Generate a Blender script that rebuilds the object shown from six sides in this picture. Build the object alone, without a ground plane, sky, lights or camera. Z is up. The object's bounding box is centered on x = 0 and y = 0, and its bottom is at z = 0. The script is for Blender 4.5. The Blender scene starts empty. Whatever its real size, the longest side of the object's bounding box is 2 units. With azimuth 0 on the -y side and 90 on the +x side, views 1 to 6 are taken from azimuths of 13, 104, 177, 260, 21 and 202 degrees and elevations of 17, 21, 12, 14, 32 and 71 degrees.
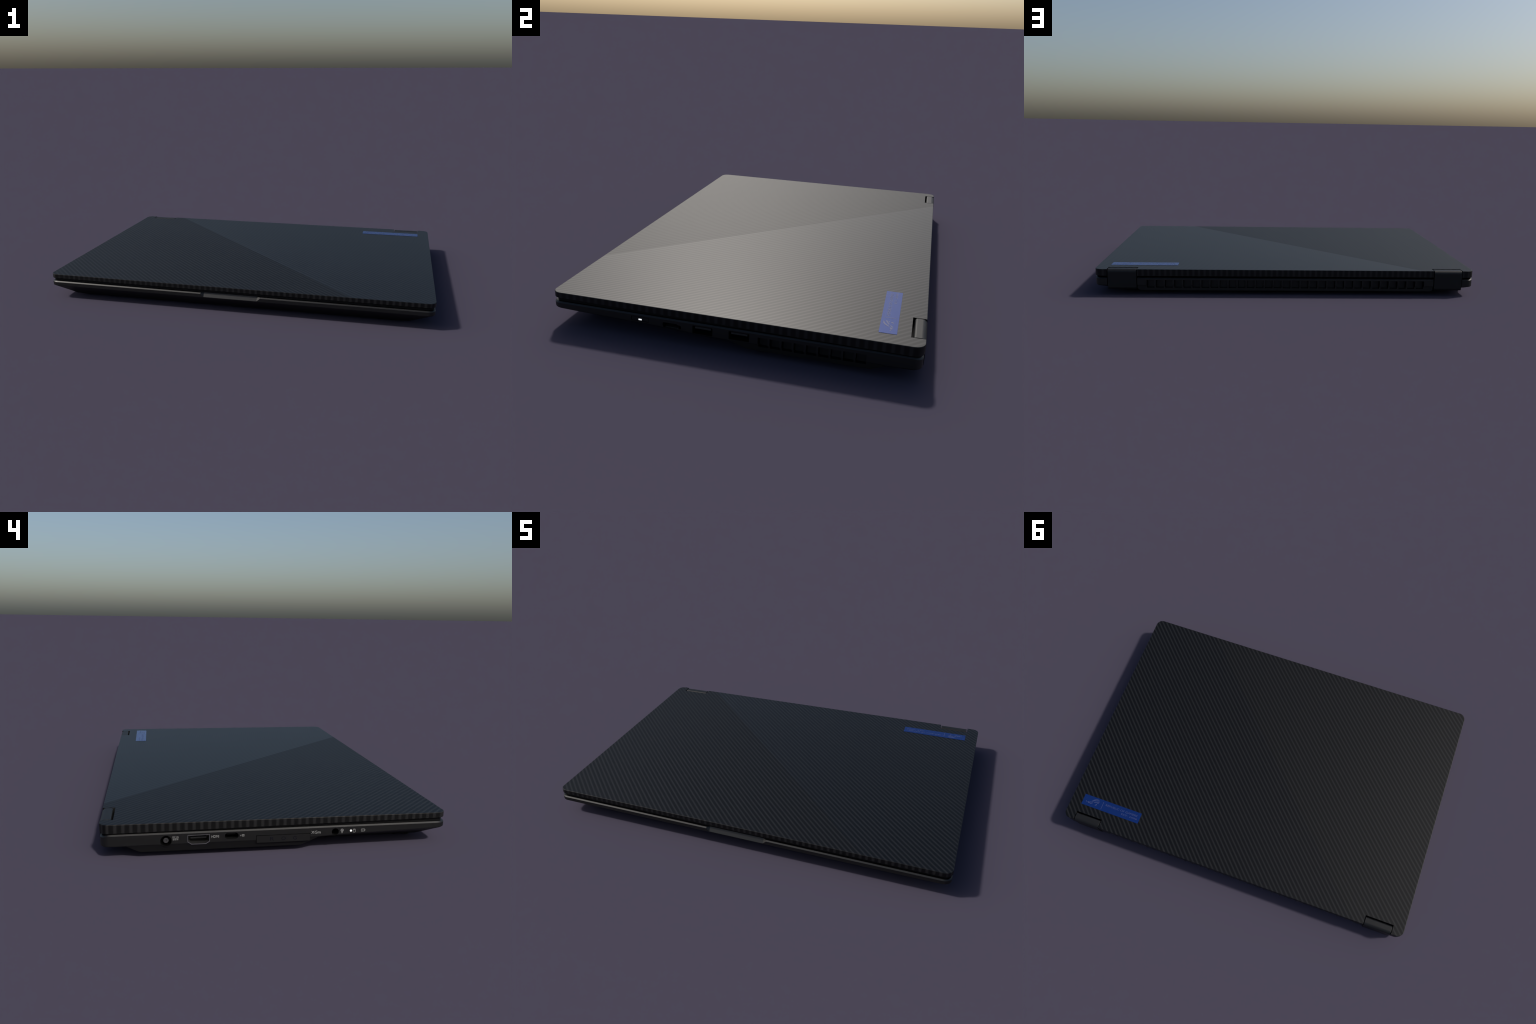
"""A closed convertible notebook computer: striped lid, wedge chassis, two hinge
barrels, side ports, rear and side air vents, and a blue badge on the lid."""
import bpy, bmesh, math
from mathutils import Vector, Matrix

# ------------------------------------------------------------------ sizes (m)
LID_X0, LID_X1, LID_FRONT, LID_REAR = -0.9970, 1.0, -0.6825, 0.6825
LID_TOP_FRONT, LID_TOP_REAR, LID_LOW_FRONT, LID_LOW_REAR = 0.1337, 0.1356, 0.1075, 0.0975
LID_WALL_FRONT, LID_WALL_REAR = 0.1118, 0.1000      # lower edge of the lid wall
BASE_LEFT, BASE_X, BASE_FRONT, BASE_REAR = -0.9970, 0.9990, -0.6840, 0.6808
DECK, DECK_CHAMFER = 0.0955, 0.0052
FLOOR = 0.0115                    # underside plate; the feet reach z = 0
CORNER = 0.036
HINGE_X0, HINGE_X1, HINGE_REAR = 0.7850, 0.9320, 0.6845
SLOT_X0, SLOT_X1 = 0.7812, 0.9358
STRIPE_PITCH, STRIPE_PHASE = 0.02915, 0.519

scene = bpy.context.scene
coll = scene.collection


# ------------------------------------------------------------------ materials
def new_material(name, color, roughness=0.5, specular=0.5, metallic=0.0, grain=0.0):
    m = bpy.data.materials.new(name)
    m.use_nodes = True
    nt = m.node_tree
    p = nt.nodes["Principled BSDF"]
    p.inputs["Base Color"].default_value = (*color, 1)
    p.inputs["Roughness"].default_value = roughness
    p.inputs["Specular IOR Level"].default_value = specular
    p.inputs["Metallic"].default_value = metallic
    if grain:
        tc = nt.nodes.new("ShaderNodeTexCoord")
        no = nt.nodes.new("ShaderNodeTexNoise")
        no.inputs["Scale"].default_value = 900
        no.inputs["Detail"].default_value = 2
        nt.links.new(tc.outputs["Object"], no.inputs["Vector"])
        bu = nt.nodes.new("ShaderNodeBump")
        bu.inputs["Strength"].default_value = grain
        bu.inputs["Distance"].default_value = 0.0006
        nt.links.new(no.outputs["Fac"], bu.inputs["Height"])
        nt.links.new(bu.outputs["Normal"], p.inputs["Normal"])
    return m


def math_node(nt, op, a, b=None, c=None):
    n = nt.nodes.new("ShaderNodeMath")
    n.operation = op
    for i, v in enumerate((a, b, c)):
        if v is None:
            continue
        if isinstance(v, (int, float)):
            n.inputs[i].default_value = v
        else:
            nt.links.new(v, n.inputs[i])
    return n.outputs[0]


LID_DARK = (0.0011, 0.0012, 0.0013)
LID_LIGHT = (0.0114, 0.0114, 0.0116)
ROUGH_LEFT, ROUGH_RIGHT = 0.495, 0.415
SPEC_DARK, SPEC_LIGHT, SPEC_RIGHT = 0.255, 0.295, 1.15      # the lighter bands also shine a little more


def lid_material():
    """Two-tone 45 degree stripes; the half behind the diagonal is a little glossier."""
    m = new_material("striped_lid_coating", LID_DARK, 0.45)
    nt = m.node_tree
    p = nt.nodes["Principled BSDF"]
    tc = nt.nodes.new("ShaderNodeTexCoord")
    sep = nt.nodes.new("ShaderNodeSeparateXYZ")
    nt.links.new(tc.outputs["Object"], sep.inputs[0])
    s = math_node(nt, "ADD", sep.outputs[0], sep.outputs[1])
    ph = math_node(nt, "MULTIPLY", math_node(nt, "ADD", s, STRIPE_PHASE), 2 * math.pi / STRIPE_PITCH)
    wave = math_node(nt, "COSINE", ph)
    ramp = nt.nodes.new("ShaderNodeMapRange")
    ramp.interpolation_type = "SMOOTHSTEP"
    ramp.inputs["From Min"].default_value = -0.35
    ramp.inputs["From Max"].default_value = 1.0
    nt.links.new(wave, ramp.inputs["Value"])
    mix = nt.nodes.new("ShaderNodeMix")
    mix.data_type = "RGBA"
    mix.inputs["A"].default_value = (*LID_DARK, 1)
    mix.inputs["B"].default_value = (*LID_LIGHT, 1)
    nt.links.new(ramp.outputs["Result"], mix.inputs["Factor"])
    nt.links.new(mix.outputs["Result"], p.inputs["Base Color"])
    # diagonal from (-0.716, 0.676) to (0.607, -0.682)
    side = math_node(nt, "ADD", math_node(nt, "MULTIPLY", sep.outputs[1], 0.974), sep.outputs[0])
    half = math_node(nt, "GREATER_THAN", side, -0.0575)
    rough = math_node(nt, "MULTIPLY_ADD", half, ROUGH_RIGHT - ROUGH_LEFT, ROUGH_LEFT)
    nt.links.new(rough, p.inputs["Roughness"])
    shine = math_node(nt, "MULTIPLY_ADD", ramp.outputs["Result"], SPEC_LIGHT - SPEC_DARK, SPEC_DARK)
    gain = math_node(nt, "MULTIPLY_ADD", half, SPEC_RIGHT - 1.0, 1.0)
    nt.links.new(math_node(nt, "MULTIPLY", shine, gain), p.inputs["Specular IOR Level"])
    return m


MAT_LID = lid_material()
MAT_BODY = new_material("black_magnesium_shell", (0.0040, 0.0040, 0.0040), 0.45, 0.45)
MAT_UNDER = new_material("black_underside_shell", (0.0030, 0.0030, 0.0030), 0.48, 0.40)
MAT_HINGE = new_material("black_hinge_metal", (0.0090, 0.0092, 0.0096), 0.49, 0.27)
MAT_VENT = new_material("black_vent_louvre", (0.0060, 0.0060, 0.0063), 0.5, 0.45)
MAT_BEZEL = new_material("black_display_frame", (0.003, 0.003, 0.003), 0.6, 0.2)
MAT_RUBBER = new_material("black_rubber", (0.006, 0.006, 0.006), 0.8, 0.3)
MAT_PORT = new_material("port_black_plastic", (0.002, 0.002, 0.002), 0.5, 0.25)
MAT_TONGUE = new_material("port_tongue_plastic", (0.020, 0.020, 0.020), 0.45)
MAT_STEEL = new_material("port_steel_shell", (0.50, 0.50, 0.50), 0.35, metallic=1.0)
MAT_PIN = new_material("jack_pin_metal", (0.13, 0.13, 0.13), 0.35, metallic=0.8)
MAT_BADGE = new_material("blue_badge", (0.0055, 0.0330, 0.180), 0.235, 0.85, 0.52)
MAT_BADGE_INK = new_material("badge_lettering_ink", (0.040, 0.053, 0.145), 0.32, 0.50)
MAT_INK = new_material("grey_printed_ink", (0.24, 0.24, 0.235), 0.6)
MAT_DARK_INK = new_material("dark_violet_print", (0.0030, 0.0025, 0.0075), 0.6, 0.12)


def led_material():
    m = new_material("white_indicator_light", (0.9, 0.9, 0.9), 0.4)
    p = m.node_tree.nodes["Principled BSDF"]
    p.inputs["Emission Color"].default_value = (1, 1, 1, 1)
    p.inputs["Emission Strength"].default_value = 0.9
    return m


MAT_LED = led_material()


# ------------------------------------------------------------------ mesh helpers
def finish(bm, name, mat, angle=35.0):
    bmesh.ops.recalc_face_normals(bm, faces=bm.faces)
    lim = math.radians(angle)
    for f in bm.faces:
        f.smooth = True
    for e in bm.edges:
        e.smooth = not (len(e.link_faces) != 2 or e.calc_face_angle(0) > lim)
    me = bpy.data.meshes.new(name)
    bm.to_mesh(me)
    bm.free()
    me.materials.append(mat)
    ob = bpy.data.objects.new(name, me)
    coll.objects.link(ob)
    return ob


def resharpen(ob, angle=35.0):
    bm = bmesh.new()
    bm.from_mesh(ob.data)
    lim = math.radians(angle)
    for f in bm.faces:
        f.smooth = True
    for e in bm.edges:
        e.smooth = not (len(e.link_faces) != 2 or e.calc_face_angle(0) > lim)
    bm.to_mesh(ob.data)
    bm.free()


def rounded_outline(x0, x1, y0, y1, r, step=0.02, arc=10):
    """Counter-clockwise rounded rectangle: list of (x, y, normal_x, normal_y)."""
    pts = []
    corners = [(x1 - r, y0 + r, -90), (x1 - r, y1 - r, 0), (x0 + r, y1 - r, 90), (x0 + r, y0 + r, 180)]
    for i, (cx, cy, a0) in enumerate(corners):
        ring = []
        for k in range(arc + 1):
            a = math.radians(a0 + 90 * k / arc)
            ring.append((cx + r * math.cos(a), cy + r * math.sin(a), math.cos(a), math.sin(a)))
        pts += ring
        nx_, ny_, na = corners[(i + 1) % 4]
        a = math.radians(na)
        end = (nx_ + r * math.cos(a), ny_ + r * math.sin(a))
        lx, ly = end[0] - ring[-1][0], end[1] - ring[-1][1]
        n = max(1, int(math.hypot(lx, ly) / step))
        for k in range(1, n):
            pts.append((ring[-1][0] + lx * k / n, ring[-1][1] + ly * k / n, ring[-1][2], ring[-1][3]))
    return pts


def loft(outline, rings):
    """rings: functions (x, y, nx, ny) -> (inset, z). Caps both ends."""
    bm = bmesh.new()
    rows = []
    for fn in rings:
        row = []
        for x, y, nx, ny in outline:
            r = fn(x, y, nx, ny)
            row.append(bm.verts.new(r if len(r) == 3 else (x - nx * r[0], y - ny * r[0], r[1])))
        rows.append(row)
    n = len(outline)
    for a, b in zip(rows, rows[1:]):
        for i in range(n):
            j = (i + 1) % n
            bm.faces.new((a[i], a[j], b[j], b[i]))
    bm.faces.new(rows[0])
    bm.faces.new(rows[-1])
    return bm


def box(bm, x0, x1, y0, y1, z0, z1):
    m = Matrix.Translation(((x0 + x1) / 2, (y0 + y1) / 2, (z0 + z1) / 2)) @ Matrix.Diagonal((x1 - x0, y1 - y0, z1 - z0, 1))
    return bmesh.ops.create_cube(bm, size=1, matrix=m)["verts"]


def prism(bm, pts2d, frame, d0, d1):
    """Extrude a 2D polygon (u, v) along the frame's third axis from d0 to d1."""
    o, u, v, w = frame
    a = [bm.verts.new(o + u * p + v * q + w * d0) for p, q in pts2d]
    b = [bm.verts.new(o + u * p + v * q + w * d1) for p, q in pts2d]
    n = len(pts2d)
    for i in range(n):
        j = (i + 1) % n
        bm.faces.new((a[i], a[j], b[j], b[i]))
    bm.faces.new(list(reversed(a)))
    bm.faces.new(b)


def bevel_all(bm, width, segments=2, angle=30):
    lim = math.radians(angle)
    edges = [e for e in bm.edges if len(e.link_faces) == 2 and e.calc_face_angle(0) > lim]
    bmesh.ops.bevel(bm, geom=edges, offset=width, segments=segments, profile=0.5, affect="EDGES", clamp_overlap=True)


def round_rect(w, h, r, n=6):
    pts = []
    for cx, cy, a0 in ((w / 2 - r, h / 2 - r, 0), (-w / 2 + r, h / 2 - r, 90), (-w / 2 + r, -h / 2 + r, 180), (w / 2 - r, -h / 2 + r, 270)):
        for k in range(n + 1):
            a = math.radians(a0 + 90 * k / n)
            pts.append((cx + r * math.cos(a), cy + r * math.sin(a)))
    return pts


def circle(r, n=32, cx=0.0, cy=0.0):
    return [(cx + r * math.cos(2 * math.pi * k / n), cy + r * math.sin(2 * math.pi * k / n)) for k in range(n)]


def ring_tube(bm, outer, inner, frame, d0, d1):
    """A hollow collar between two matching 2D loops."""
    o, u, v, w = frame
    loops = [[bm.verts.new(o + u * p + v * q + w * d) for p, q in pts] for pts, d in ((outer, d0), (outer, d1), (inner, d1), (inner, d0))]
    n = len(outer)
    for a, b in zip(loops, loops[1:] + loops[:1]):
        for i in range(n):
            j = (i + 1) % n
            bm.faces.new((a[i], a[j], b[j], b[i]))


# wall frames: u runs to the right as seen from outside, v up, w outwards
X, Y, Z = Vector((1, 0, 0)), Vector((0, 1, 0)), Vector((0, 0, 1))


def left_frame(y, z):
    return (Vector((BASE_LEFT, y, z)), -Y, Z, -X)


def right_frame(y, z):
    return (Vector((BASE_X, y, z)), Y, Z, X)


def cut(target, cutter):
    mod = target.modifiers.new("cut", "BOOLEAN")
    mod.operation, mod.solver, mod.object = "DIFFERENCE", "EXACT", cutter
    bpy.context.view_layer.update()
    me = bpy.data.meshes.new_from_object(target.evaluated_get(bpy.context.evaluated_depsgraph_get()))
    target.modifiers.remove(mod)
    old = target.data
    target.data = me
    me.name = old.name
    bpy.data.meshes.remove(old)
    resharpen(target, 20)


def drop(ob):
    me = ob.data
    bpy.data.objects.remove(ob)
    bpy.data.meshes.remove(me)


def lettering(name, body, frame, width, height, mat, lift=0.0008, weight=0.0):
    """Raised text fitted to a width x height box whose lower left corner is the frame's origin."""
    cu = bpy.data.curves.new(name, "FONT")
    cu.body = body
    cu.size = 1.0
    cu.resolution_u = 3
    cu.offset = weight
    cu.extrude = 0.01
    tmp = bpy.data.objects.new(name, cu)
    coll.objects.link(tmp)
    bpy.context.view_layer.update()
    me = bpy.data.meshes.new_from_object(tmp.evaluated_get(bpy.context.evaluated_depsgraph_get()))
    bpy.data.objects.remove(tmp)
    bpy.data.curves.remove(cu)
    xs = [v.co.x for v in me.vertices]
    ys = [v.co.y for v in me.vertices]
    x0, y0 = min(xs), min(ys)
    sx, sy = width / (max(xs) - x0), height / (max(ys) - y0)
    o, u, v, w = frame
    for vert in me.vertices:
        c = vert.co.copy()
        vert.co = o + u * ((c.x - x0) * sx) + v * ((c.y - y0) * sy) + w * (lift if c.z > 0 else -0.0004)
    me.name = name
    me.materials.clear()
    me.materials.append(mat)
    ob = bpy.data.objects.new(name, me)
    coll.objects.link(ob)
    return ob


# ------------------------------------------------------------------ top-level thing
laptop = bpy.data.objects.new("laptop", None)
coll.objects.link(laptop)
laptop["label"] = "closed black laptop with diagonal striped lid and blue badge"
laptop["category"] = "laptop"


def adopt(parent, *obs):
    for o in obs:
        o.parent = parent


# ------------------------------------------------------------------ lid
def lid_low(y):
    t = (y - LID_FRONT) / (LID_REAR - LID_FRONT)
    return LID_LOW_FRONT + (LID_LOW_REAR - LID_LOW_FRONT) * t


def lid_top(y):
    return LID_TOP_FRONT + (LID_TOP_REAR - LID_TOP_FRONT) * (y - LID_FRONT) / (LID_REAR - LID_FRONT)


def lid_wall(y):
    t = (y - LID_FRONT) / (LID_REAR - LID_FRONT)
    return LID_WALL_FRONT + (LID_WALL_REAR - LID_WALL_FRONT) * t


CH = 0.0020
outline = rounded_outline(LID_X0, LID_X1, LID_FRONT, LID_REAR, CORNER, 0.03)
bm = loft(outline, [
    lambda x, y, nx, ny: (0.0070, lid_low(y)),
    lambda x, y, nx, ny: (0.0010, lid_wall(y) - 0.0003),
    lambda x, y, nx, ny: (0.0, lid_wall(y) + 0.0008),
    lambda x, y, nx, ny: (0.0, lid_top(y) - CH),
    lambda x, y, nx, ny: (CH * 0.3, lid_top(y) - CH * 0.3),
    lambda x, y, nx, ny: (CH, lid_top(y)),
])
lid = finish(bm, "lid", MAT_LID, 20)
bm = bmesh.new()
for sgn in (-1, 1):
    xa, xb = sorted((sgn * SLOT_X0, sgn * SLOT_X1))
    box(bm, xa, xb, 0.6325, 0.75, 0.05, 0.20)
cutter = finish(bm, "cutter", MAT_BODY)
cut(lid, cutter)
resharpen(lid, 20)
drop(cutter)

# display frame under the lid: a thin slab set in from the rim
bm = loft(rounded_outline(LID_X0 + 0.010, LID_X1 - 0.010, LID_FRONT + 0.010, 0.628, 0.026, 0.1, 8), [
    lambda x, y, nx, ny: (0, lid_low(y) - 0.85 * (lid_low(y) - DECK)),
    lambda x, y, nx, ny: (0, lid_low(y) + 0.004)])
bezel = finish(bm, "display_frame", MAT_BEZEL)

# badge
BX, BY = 0.9335, 0.5855             # lower left corner of the badge, read from the rear
BW, BH = 0.3535, 0.0615
badge_frame = (Vector((BX, BY, lid_top(0.5545))), -X, -Y, Z)
bm = bmesh.new()
prism(bm, [(0, 0), (BW, 0), (BW, BH), (0, BH)], badge_frame, -0.001, 0.0008)
badge = finish(bm, "badge_plate", MAT_BADGE)


def on_badge(u, v):
    return (badge_frame[0] + badge_frame[1] * u + badge_frame[2] * v + Z * 0.0008, -X, -Y, Z)


words = lettering("badge_lettering", "REPUBLIC OF GAMERS", on_badge(0.1375, 0.0335), 0.1975, 0.0112, MAT_BADGE_INK, 0.0002, 0.0)
year = lettering("badge_lettering", "EST. 2006", on_badge(0.2425, 0.0165), 0.0965, 0.0092, MAT_BADGE_INK, 0.0002, 0.0)
bm = bmesh.new()
prism(bm, [(0.1186, 0.0085), (0.1212, 0.0085), (0.1212, 0.0505), (0.1186, 0.0505)], on_badge(0, 0), -0.0004, 0.0002)
bar = finish(bm, "badge_divider", MAT_BADGE_INK)
# winged-eye emblem: swept feathers, each a small closed profile in badge coordinates
FEATHERS = [
    [(.0481, .0298), (.0557, .0395), (.0656, .0483), (.0759, .0525), (.0921, .0534), (.0892, .0502), (.0756, .0457), (.0665, .0390), (.0574, .0323)],
    [(.0637, .0302), (.0728, .0369), (.0934, .0451), (.0977, .0440), (.0956, .0403), (.0811, .0341), (.0723, .0306)],
    [(.0823, .0316), (.0956, .0368), (.0931, .0310), (.0879, .0309)],
    [(.0830, .0266), (.0892, .0244), (.0870, .0181), (.0771, .0149), (.0802, .0212)],
    [(.0179, .0252), (.0215, .0268), (.0312, .0194), (.0241, .0213)],
    [(.0294, .0249), (.0358, .0263), (.0398, .0251), (.0481, .0298), (.0458, .0238), (.0401, .0174), (.0345, .0180)],
    [(.0464, .0205), (.0582, .0270), (.0622, .0261), (.0591, .0215), (.0501, .0166), (.0449, .0165)],
]
bm = bmesh.new()
for f in FEATHERS:
    prism(bm, f, on_badge(0, 0), -0.0004, 0.0002)
emblem = finish(bm, "badge_emblem", MAT_BADGE_INK)
adopt(laptop, lid)
adopt(lid, bezel, badge, words, year, bar, emblem)


# ------------------------------------------------------------------ chassis
def piecewise(y, knots):
    if y <= knots[0][0]:
        return knots[0][1]
    for (a, fa), (b, fb) in zip(knots, knots[1:]):
        if y <= b:
            return fa + (fb - fa) * (y - a) / (b - a)
    return knots[-1][1]


def side_low(x, y, nx, ny):
    """Lower rim of the side wall: rises towards the thin front edge."""
    return piecewise(y, [(-0.68, 0.0720), (-0.60, 0.0690), (-0.45, 0.0650), (-0.26, 0.0603), (-0.156, 0.0555), (-0.07, 0.0515), (0.02, 0.0497), (0.68, 0.0497)])


def smooth01(t):
    t = max(0.0, min(1.0, t))
    return t * t * (3 - 2 * t)


def rear_dip(ny):
    """The rim of the deck lies lower along the hinge edge."""
    return 0.0062 * smooth01(ny)


WIDE_SIDE, WIDE_FRONT, WIDE_REAR = 0.112, 0.070, 0.085


def clamp01(t):
    return max(0.0, min(1.0, t))


def flank(x, y, nx, ny):
    """1 where the lower shell drops straight down below the ports and vents, 0 where it slopes away."""
    if abs(nx) > 0.99:
        if nx > 0:
            return clamp01((y - 0.012) / 0.065) * clamp01((0.565 - y) / 0.050)
        return clamp01((y + 0.155) / 0.072) * clamp01((0.586 - y) / 0.052)
    if ny > 0.99:
        return clamp01((0.80 - abs(x)) / 0.03)
    return 0.0


def flank_foot(x, y, nx, ny):
    k = flank(x, y, nx, ny)
    top = side_low(x, y, nx, ny) - 0.0020
    return 0.0036 + (0.0070 if ny > 0.99 or nx > 0.99 else 0.0045) * k, top + (0.0212 - top) * k


def under_rim(x, y, nx, ny, more=0.0):
    """Edge of the flat underside: steep flanks beside the ports and vents, long slopes elsewhere."""
    bx, y0, y1, r = BASE_X - WIDE_SIDE, BASE_FRONT + WIDE_FRONT, BASE_REAR - WIDE_REAR, 0.012
    k = smooth01(flank(x, y, nx, ny))
    side = WIDE_SIDE + (0.050 - WIDE_SIDE) * k
    rear = WIDE_REAR + (0.050 - WIDE_REAR) * k
    bx_here, y1_here = BASE_X - side, BASE_REAR - rear
    px = bx_here * nx if abs(nx) > 0.99 else max(-bx + r, min(bx - r, x)) + r * nx
    if ny > 0.99:
        py = y1_here
    elif ny < -0.99:
        py = y0
    else:
        py = max(y0 + r, min(y1 - r, y)) + r * ny
    return px - nx * more, py - ny * more, FLOOR


outline = rounded_outline(BASE_LEFT, BASE_X, BASE_FRONT, BASE_REAR, CORNER, 0.01)
bm = loft(outline, [
    lambda x, y, nx, ny: (0.034, DECK),
    lambda x, y, nx, ny: (0.030, DECK),
    lambda x, y, nx, ny: (DECK_CHAMFER, DECK - rear_dip(ny)),
    lambda x, y, nx, ny: (0.0, DECK - DECK_CHAMFER - rear_dip(ny)),
    lambda x, y, nx, ny: (0.0, side_low(x, y, nx, ny) + 0.0026),
    lambda x, y, nx, ny: (0.0, side_low(x, y, nx, ny) + 0.0020),
    lambda x, y, nx, ny: (0.0010, side_low(x, y, nx, ny)),
    lambda x, y, nx, ny: (0.06, side_low(x, y, nx, ny)),
])
chassis = finish(bm, "chassis", MAT_BODY)
bm = loft(outline, [
    lambda x, y, nx, ny: (0.0035, side_low(x, y, nx, ny) + 0.0012),
    lambda x, y, nx, ny: (0.0026 if nx < -0.9 else flank_foot(x, y, nx, ny)[0] - 0.0001, side_low(x, y, nx, ny) - 0.0010),
    flank_foot,
    under_rim,
    lambda x, y, nx, ny: under_rim(x, y, nx, ny, 0.002),
])
under = finish(bm, "bottom_cover", MAT_UNDER, 25)

# everything that is cut out of the two shells -------------------------------
bm = bmesh.new()
for sgn in (-1, 1):                                   # hinge bays
    xa, xb = sorted((sgn * SLOT_X0, sgn * SLOT_X1))
    box(bm, xa, xb, 0.640, 0.75, -0.02, 0.13)
# rear vents
REAR_N, REAR_W, REAR_PITCH = 31, 0.0395, 0.0475
for k in range(REAR_N):
    xc = (k - (REAR_N - 1) / 2) * REAR_PITCH + 0.001
    box(bm, xc - REAR_W / 2, xc + REAR_W / 2, 0.6300, 0.72, 0.0345, 0.0785)
# right side vents
for k in range(9):
    y0 = 0.1205 + 0.0426 * k
    box(bm, BASE_X - 0.050, 1.05, y0, y0 + 0.0355, 0.0370, 0.0785)
# left side ports
JACK = left_frame(0.438, 0.0640)
prism(bm, circle(0.0212), JACK, -0.05, 0.03)
HDMI = [(-0.0420, 0.0190), (-0.0420, -0.0080), (-0.0275, -0.0180), (0.0275, -0.0180), (0.0420, -0.0080), (0.0420, 0.0190)]
VIDEO = left_frame(0.3153, 0.0640)
prism(bm, HDMI, VIDEO, -0.085, 0.03)
TYPEC = left_frame(0.1893, 0.0735)
prism(bm, round_rect(0.0545, 0.0250, 0.0122), TYPEC, -0.08, 0.03)
COVER = left_frame(-0.0120, 0.0549)
prism(bm, round_rect(0.2135, 0.0305, 0.001, 2), COVER, -0.02, 0.03)
AUDIO = left_frame(-0.2200, 0.0715)
prism(bm, circle(0.0142), AUDIO, -0.06, 0.03)
# right side ports
BUTTON = right_frame(-0.3240, 0.0765)
prism(bm, round_rect(0.0690, 0.0175, 0.003, 3), BUTTON, -0.006, 0.03)
CARD = right_frame(-0.2000, 0.0700)
prism(bm, [(-0.036, 0.001), (-0.033, 0.0095), (0.018, 0.0095), (0.024, 0.006), (0.034, 0.005), (0.036, -0.003), (0.033, -0.009), (0.024, -0.010), (-0.026, -0.010), (-0.033, -0.009)], CARD, -0.04, 0.03)
USB = [right_frame(-0.0832, 0.0695), right_frame(0.0520, 0.0700)]
for f in USB:
    prism(bm, round_rect(0.0765, 0.0330, 0.003, 3), f, -0.05, 0.03)
# thumb notch in the front edge: a wedge with slanting ends
hull = []
for s in (-1, 1):
    for p in ((0.1375, BASE_FRONT, 0.0752), (0.1375, BASE_FRONT - 0.008, 0.0632), (0.1400, BASE_FRONT + 0.0265, 0.1150),
              (0.1840, BASE_FRONT, 0.1150), (0.1900, BASE_FRONT - 0.008, 0.1150)):
        hull.append(bm.verts.new((s * p[0], p[1], p[2])))
bmesh.ops.convex_hull(bm, input=hull)
cutter = finish(bm, "cutter", MAT_BODY)
cut(chassis, cutter)
cut(under, cutter)
drop(cutter)
adopt(laptop, chassis)
adopt(chassis, under)


def part(bm, name, mat, angle=35):
    ob = finish(bm, name, mat, angle)
    adopt(chassis, ob)
    return ob


# ---- left side fittings
bm = bmesh.new()
ring_tube(bm, circle(0.0224), circle(0.0205), JACK, -0.045, 0.0004)
prism(bm, circle(0.0210), JACK, -0.046, -0.042)
part(bm, "power_jack", MAT_PORT)
bm = bmesh.new()
ring_tube(bm, circle(0.0098, 24), circle(0.0042, 24), JACK, -0.040, -0.0060)
prism(bm, circle(0.0044, 24), JACK, -0.040, -0.011)
bevel_all(bm, 0.0012, 2, 60)
part(bm, "jack_pin", MAT_PIN)
inner = [(p * 0.962, q * (0.93 if q > 0 else 0.87)) for p, q in HDMI]
bm = bmesh.new()
ring_tube(bm, [(p * 1.005, q * 1.01) for p, q in HDMI], inner, VIDEO, -0.078, 0.0012)
part(bm, "video_port_shell", MAT_STEEL)
bm = bmesh.new()
prism(bm, [(p * 0.99, q * 0.98) for p, q in HDMI], VIDEO, -0.082, -0.076)
box(bm, BASE_LEFT + 0.018, BASE_LEFT + 0.078, 0.3153 - 0.030, 0.3153 + 0.030, 0.0635, 0.0695)
part(bm, "video_port_tongue", MAT_TONGUE)
bm = bmesh.new()
ring_tube(bm, round_rect(0.0555, 0.0260, 0.0128), round_rect(0.0535, 0.0240, 0.0119), TYPEC, -0.075, 0.0003)
part(bm, "round_end_port_shell", MAT_BODY)
bm = bmesh.new()
prism(bm, round_rect(0.0350, 0.0060, 0.001, 2), TYPEC, -0.078, -0.025)
part(bm, "round_end_port_tongue", MAT_PORT)
bm = bmesh.new()
prism(bm, round_rect(0.2105, 0.0275, 0.0015, 2), COVER, -0.018, 0.0030)
bevel_all(bm, 0.0012, 2, 60)
part(bm, "expansion_port_cover", MAT_BODY)
for ch, u0, w in (("R", -0.0530, 0.0163), ("O", -0.0080, 0.0163), ("G", 0.0377, 0.0150)):
    o = COVER[0] + COVER[1] * u0 + COVER[2] * -0.0070 + COVER[3] * 0.0030
    adopt(chassis, lettering("cover_lettering", ch, (o, *COVER[1:]), w, 0.0142, MAT_DARK_INK, 0.0002))
bm = bmesh.new()
ring_tube(bm, circle(0.0148), circle(0.0138), AUDIO, -0.05, 0.0003)
part(bm, "audio_jack", MAT_PORT)


def left_text(body, y_left, y_right, z0, z1, weight=0.0):
    fr = left_frame(y_left, z0)
    adopt(chassis, lettering("port_lettering", body, fr, y_left - y_right, z1 - z0, MAT_INK, 0.0007, weight))


left_text("DC IN", 0.4134, 0.3913, 0.0743, 0.0812)
left_text("HDMI", 0.2671, 0.2383, 0.0685, 0.0787, -0.004)
left_text("XGm", -0.1230, -0.1606, 0.0673, 0.0787)


def icon(name):
    bm = bmesh.new()

    def bar(y0, y1, z0, z1):
        box(bm, BASE_LEFT - 0.0007, BASE_LEFT + 0.0004, min(y0, y1), max(y0, y1), z0, z1)

    def frame_ring(y, z, w, h, r, t):
        ring_tube(bm, round_rect(w, h, r, 5), round_rect(w - 2 * t, h - 2 * t, max(r - t, 0.0003), 5), left_frame(y, z), -0.0004, 0.0007)

    def poly(y, z, pts):
        prism(bm, pts, left_frame(y, z), -0.0004, 0.0007)

    return bm, bar, frame_ring, poly


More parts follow.
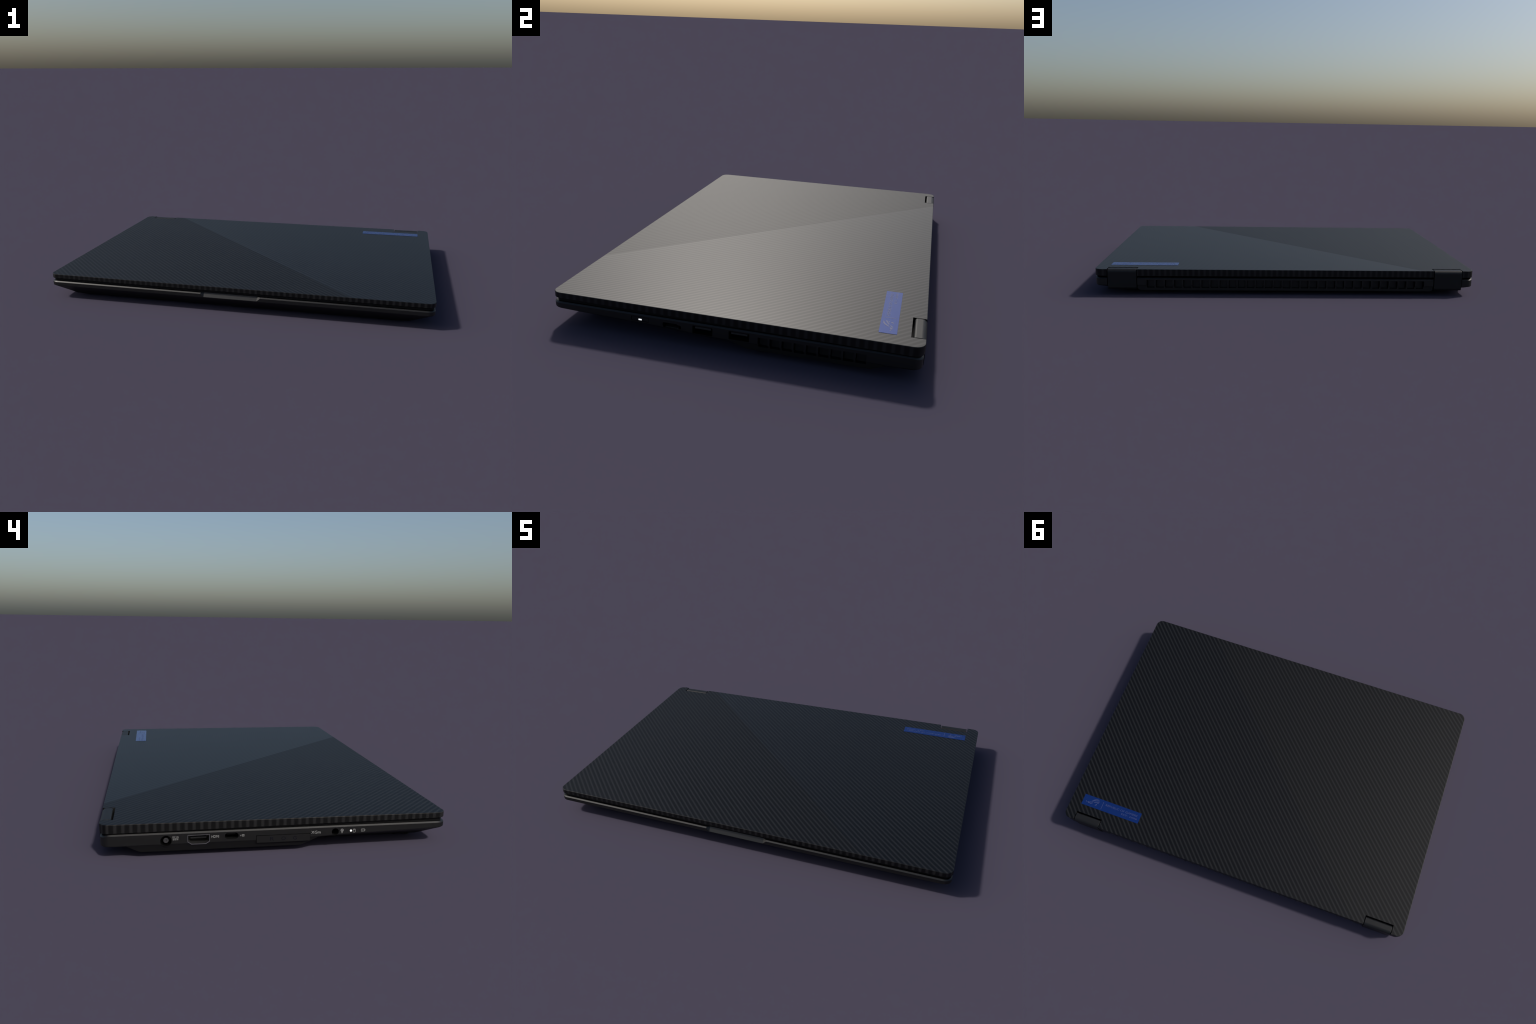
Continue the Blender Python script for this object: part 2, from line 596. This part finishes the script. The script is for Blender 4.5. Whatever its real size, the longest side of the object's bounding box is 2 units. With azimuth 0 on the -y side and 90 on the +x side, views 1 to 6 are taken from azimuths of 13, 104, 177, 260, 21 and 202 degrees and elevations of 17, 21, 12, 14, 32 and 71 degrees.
bm, bar_, ring_, poly_ = icon("dc")                      # direct-current symbol
bar_(0.4130, 0.3915, 0.0703, 0.0717)
for k in range(3):
    y0 = 0.4128 - 0.0075 * k
    bar_(y0, y0 - 0.0055, 0.0662, 0.0678)
part(bm, "port_symbol", MAT_INK)
bm, bar_, ring_, poly_ = icon("bolt")                    # fast-port symbol
poly_(0.1545, 0.0733, [(0.0012, 0.0040), (-0.0022, -0.0006), (-0.0002, -0.0006), (-0.0012, -0.0040), (0.0022, 0.0006), (0.0002, 0.0006)])
ring_(0.1455, 0.0735, 0.0092, 0.0085, 0.001, 0.0012)
bar_(0.1462, 0.1448, 0.0710, 0.0760)
bar_(0.1482, 0.1462, 0.0705, 0.0718)
part(bm, "port_symbol", MAT_INK)
bm, bar_, ring_, poly_ = icon("headset")                 # headset and microphone symbol
ring_(-0.2474, 0.0765, 0.0120, 0.0115, 0.0056, 0.0017)
bar_(-0.2455, -0.2493, 0.0690, 0.0780)
bar_(-0.2445, -0.2503, 0.0650, 0.0664)
bar_(-0.2466, -0.2482, 0.0655, 0.0700)
part(bm, "port_symbol", MAT_INK)
bm, bar_, ring_, poly_ = icon("drive")                   # drive symbol
ring_(-0.2970, 0.0728, 0.0108, 0.0142, 0.0030, 0.0013)
bar_(-0.2930, -0.3010, 0.0752, 0.0762)
part(bm, "port_symbol", MAT_INK)
bm, bar_, ring_, poly_ = icon("battery")                 # battery symbol
ring_(-0.3328, 0.0735, 0.0150, 0.0104, 0.0016, 0.0012)
bar_(-0.3404, -0.3420, 0.0712, 0.0758)
bar_(-0.3308, -0.3348, 0.0730, 0.0740)
bar_(-0.3323, -0.3333, 0.0714, 0.0756)
part(bm, "port_symbol", MAT_INK)
bm = bmesh.new()
prism(bm, circle(0.0040, 20), left_frame(-0.2836, 0.0734), -0.001, 0.0008)
part(bm, "indicator_light", MAT_LED)
bm = bmesh.new()
prism(bm, circle(0.0026, 16), left_frame(-0.3195, 0.0738), -0.001, 0.0004)
part(bm, "indicator_light", MAT_PORT)

# ---- right side fittings
bm = bmesh.new()
prism(bm, round_rect(0.0655, 0.0140, 0.002, 3), BUTTON, -0.007, -0.0012)
bevel_all(bm, 0.0010, 2, 60)
part(bm, "power_button", MAT_BODY)
bm = bmesh.new()
prism(bm, [(p + 0.0003, q - 0.0018) for p, q in round_rect(0.0125, 0.0055, 0.001, 3)], BUTTON, -0.003, -0.0008)
part(bm, "indicator_light", MAT_LED)
bm = bmesh.new()
box(bm, BASE_X - 0.03, BASE_X - 0.004, -0.2260, -0.1760, 0.0585, 0.0622)
part(bm, "card_slot_lip", MAT_TONGUE)
for f in USB:
    bm = bmesh.new()
    ring_tube(bm, round_rect(0.0760, 0.0325, 0.003, 3), round_rect(0.0735, 0.0300, 0.002, 3), f, -0.045, 0.0003)
    prism(bm, round_rect(0.0740, 0.0310, 0.002, 3), f, -0.048, -0.042)
    part(bm, "usb_port_shell", MAT_PORT)
    bm = bmesh.new()
    prism(bm, [(p, q + 0.0065) for p, q in round_rect(0.0600, 0.0075, 0.0008, 2)], f, -0.043, -0.006)
    part(bm, "usb_port_tongue", MAT_TONGUE)

# ---- vent panels, one per opening, set back a little from the wall
def louvres(w, h, place):
    bm = bmesh.new()
    box(bm, -w / 2, w / 2, -0.030, 0, -h / 2, h / 2)
    bevel_all(bm, 0.0012, 1, 60)
    first = None
    for loc, turn in place:
        if first is None:
            ob = first = finish(bm, "vent_panel", MAT_VENT)
        else:
            ob = first.copy()
            coll.objects.link(ob)
        ob.location = loc
        ob.rotation_euler = (0, 0, turn)
        adopt(chassis, ob)


louvres(REAR_W - 0.0010, 0.0436, [(((k - (REAR_N - 1) / 2) * REAR_PITCH + 0.001, BASE_REAR - 0.0280, 0.0555), 0) for k in range(REAR_N)])
louvres(0.0355 - 0.0010, 0.0410, [((BASE_X - 0.0260, 0.1205 + 0.0426 * k + 0.01775, 0.0572), -math.pi / 2) for k in range(9)])


# ---- feet
def foot(x0, x1, y0, y1):
    bm = bmesh.new()
    cx, cy = (x0 + x1) / 2, (y0 + y1) / 2
    prism(bm, round_rect(x1 - x0, y1 - y0, min(0.013, (y1 - y0) * 0.45), 6), (Vector((cx, cy, 0)), X, Y, Z), 0.0, FLOOR + 0.002)
    top = [e for e in bm.edges if all(v.co.z < 1e-6 for v in e.verts)]
    bmesh.ops.bevel(bm, geom=top, offset=0.003, segments=2, profile=0.5, affect="EDGES")
    part(bm, "rubber_foot", MAT_RUBBER)


foot(-0.872, 0.872, -0.586, -0.556)
foot(-0.840, 0.840, 0.480, 0.512)


# ------------------------------------------------------------------ hinges
def hinge_profile():
    """Side view (y, z): short front lip, flat top, large rear shoulder, rounded foot."""
    top = 0.1357
    pts = [(0.6530, 0.0310), (0.6400, 0.0600), (0.6345, 0.0950), (0.6345, 0.1070), (0.6400, 0.1078), (0.6400, 0.1262), (0.6400, 0.1266)]
    r = 0.0088
    pts += [(0.6400 + r - r * math.cos(math.radians(a)), top - r + r * math.sin(math.radians(a))) for a in range(10, 91, 10)]
    pts += [(0.6400 + r + 0.0004, top)]
    r = 0.0175
    cy, cz = HINGE_REAR - r, top - r
    pts += [(cy - 0.0004, top)]
    pts += [(cy + r * math.sin(math.radians(a)), cz + r * math.cos(math.radians(a))) for a in range(0, 91, 10)]
    pts += [(HINGE_REAR, cz - 0.0004), (HINGE_REAR, 0.0290 + 0.0124)]
    r = 0.0120
    cy, cz = HINGE_REAR - r, 0.0290 + r
    pts += [(cy + r * math.cos(math.radians(a)), cz - r * math.sin(math.radians(a))) for a in range(0, 91, 15)]
    return pts


bm = bmesh.new()
prism(bm, hinge_profile(), (Vector((0, 0, 0)), Y, Z, X), HINGE_X0, HINGE_X1)
caps = [f for f in bm.faces if abs(f.normal.x) > 0.9 or len(f.verts) > 6]
bm.normal_update()
edges = {e for f in bm.faces if abs(f.normal.x) > 0.9 for e in f.edges}
bmesh.ops.bevel(bm, geom=list(edges), offset=0.0013, segments=2, profile=0.5, affect="EDGES", clamp_overlap=True)
hinge = finish(bm, "hinge", MAT_HINGE, 20)
twin = hinge.copy()
twin.location.x = -(HINGE_X0 + HINGE_X1)
coll.objects.link(twin)
adopt(laptop, hinge, twin)
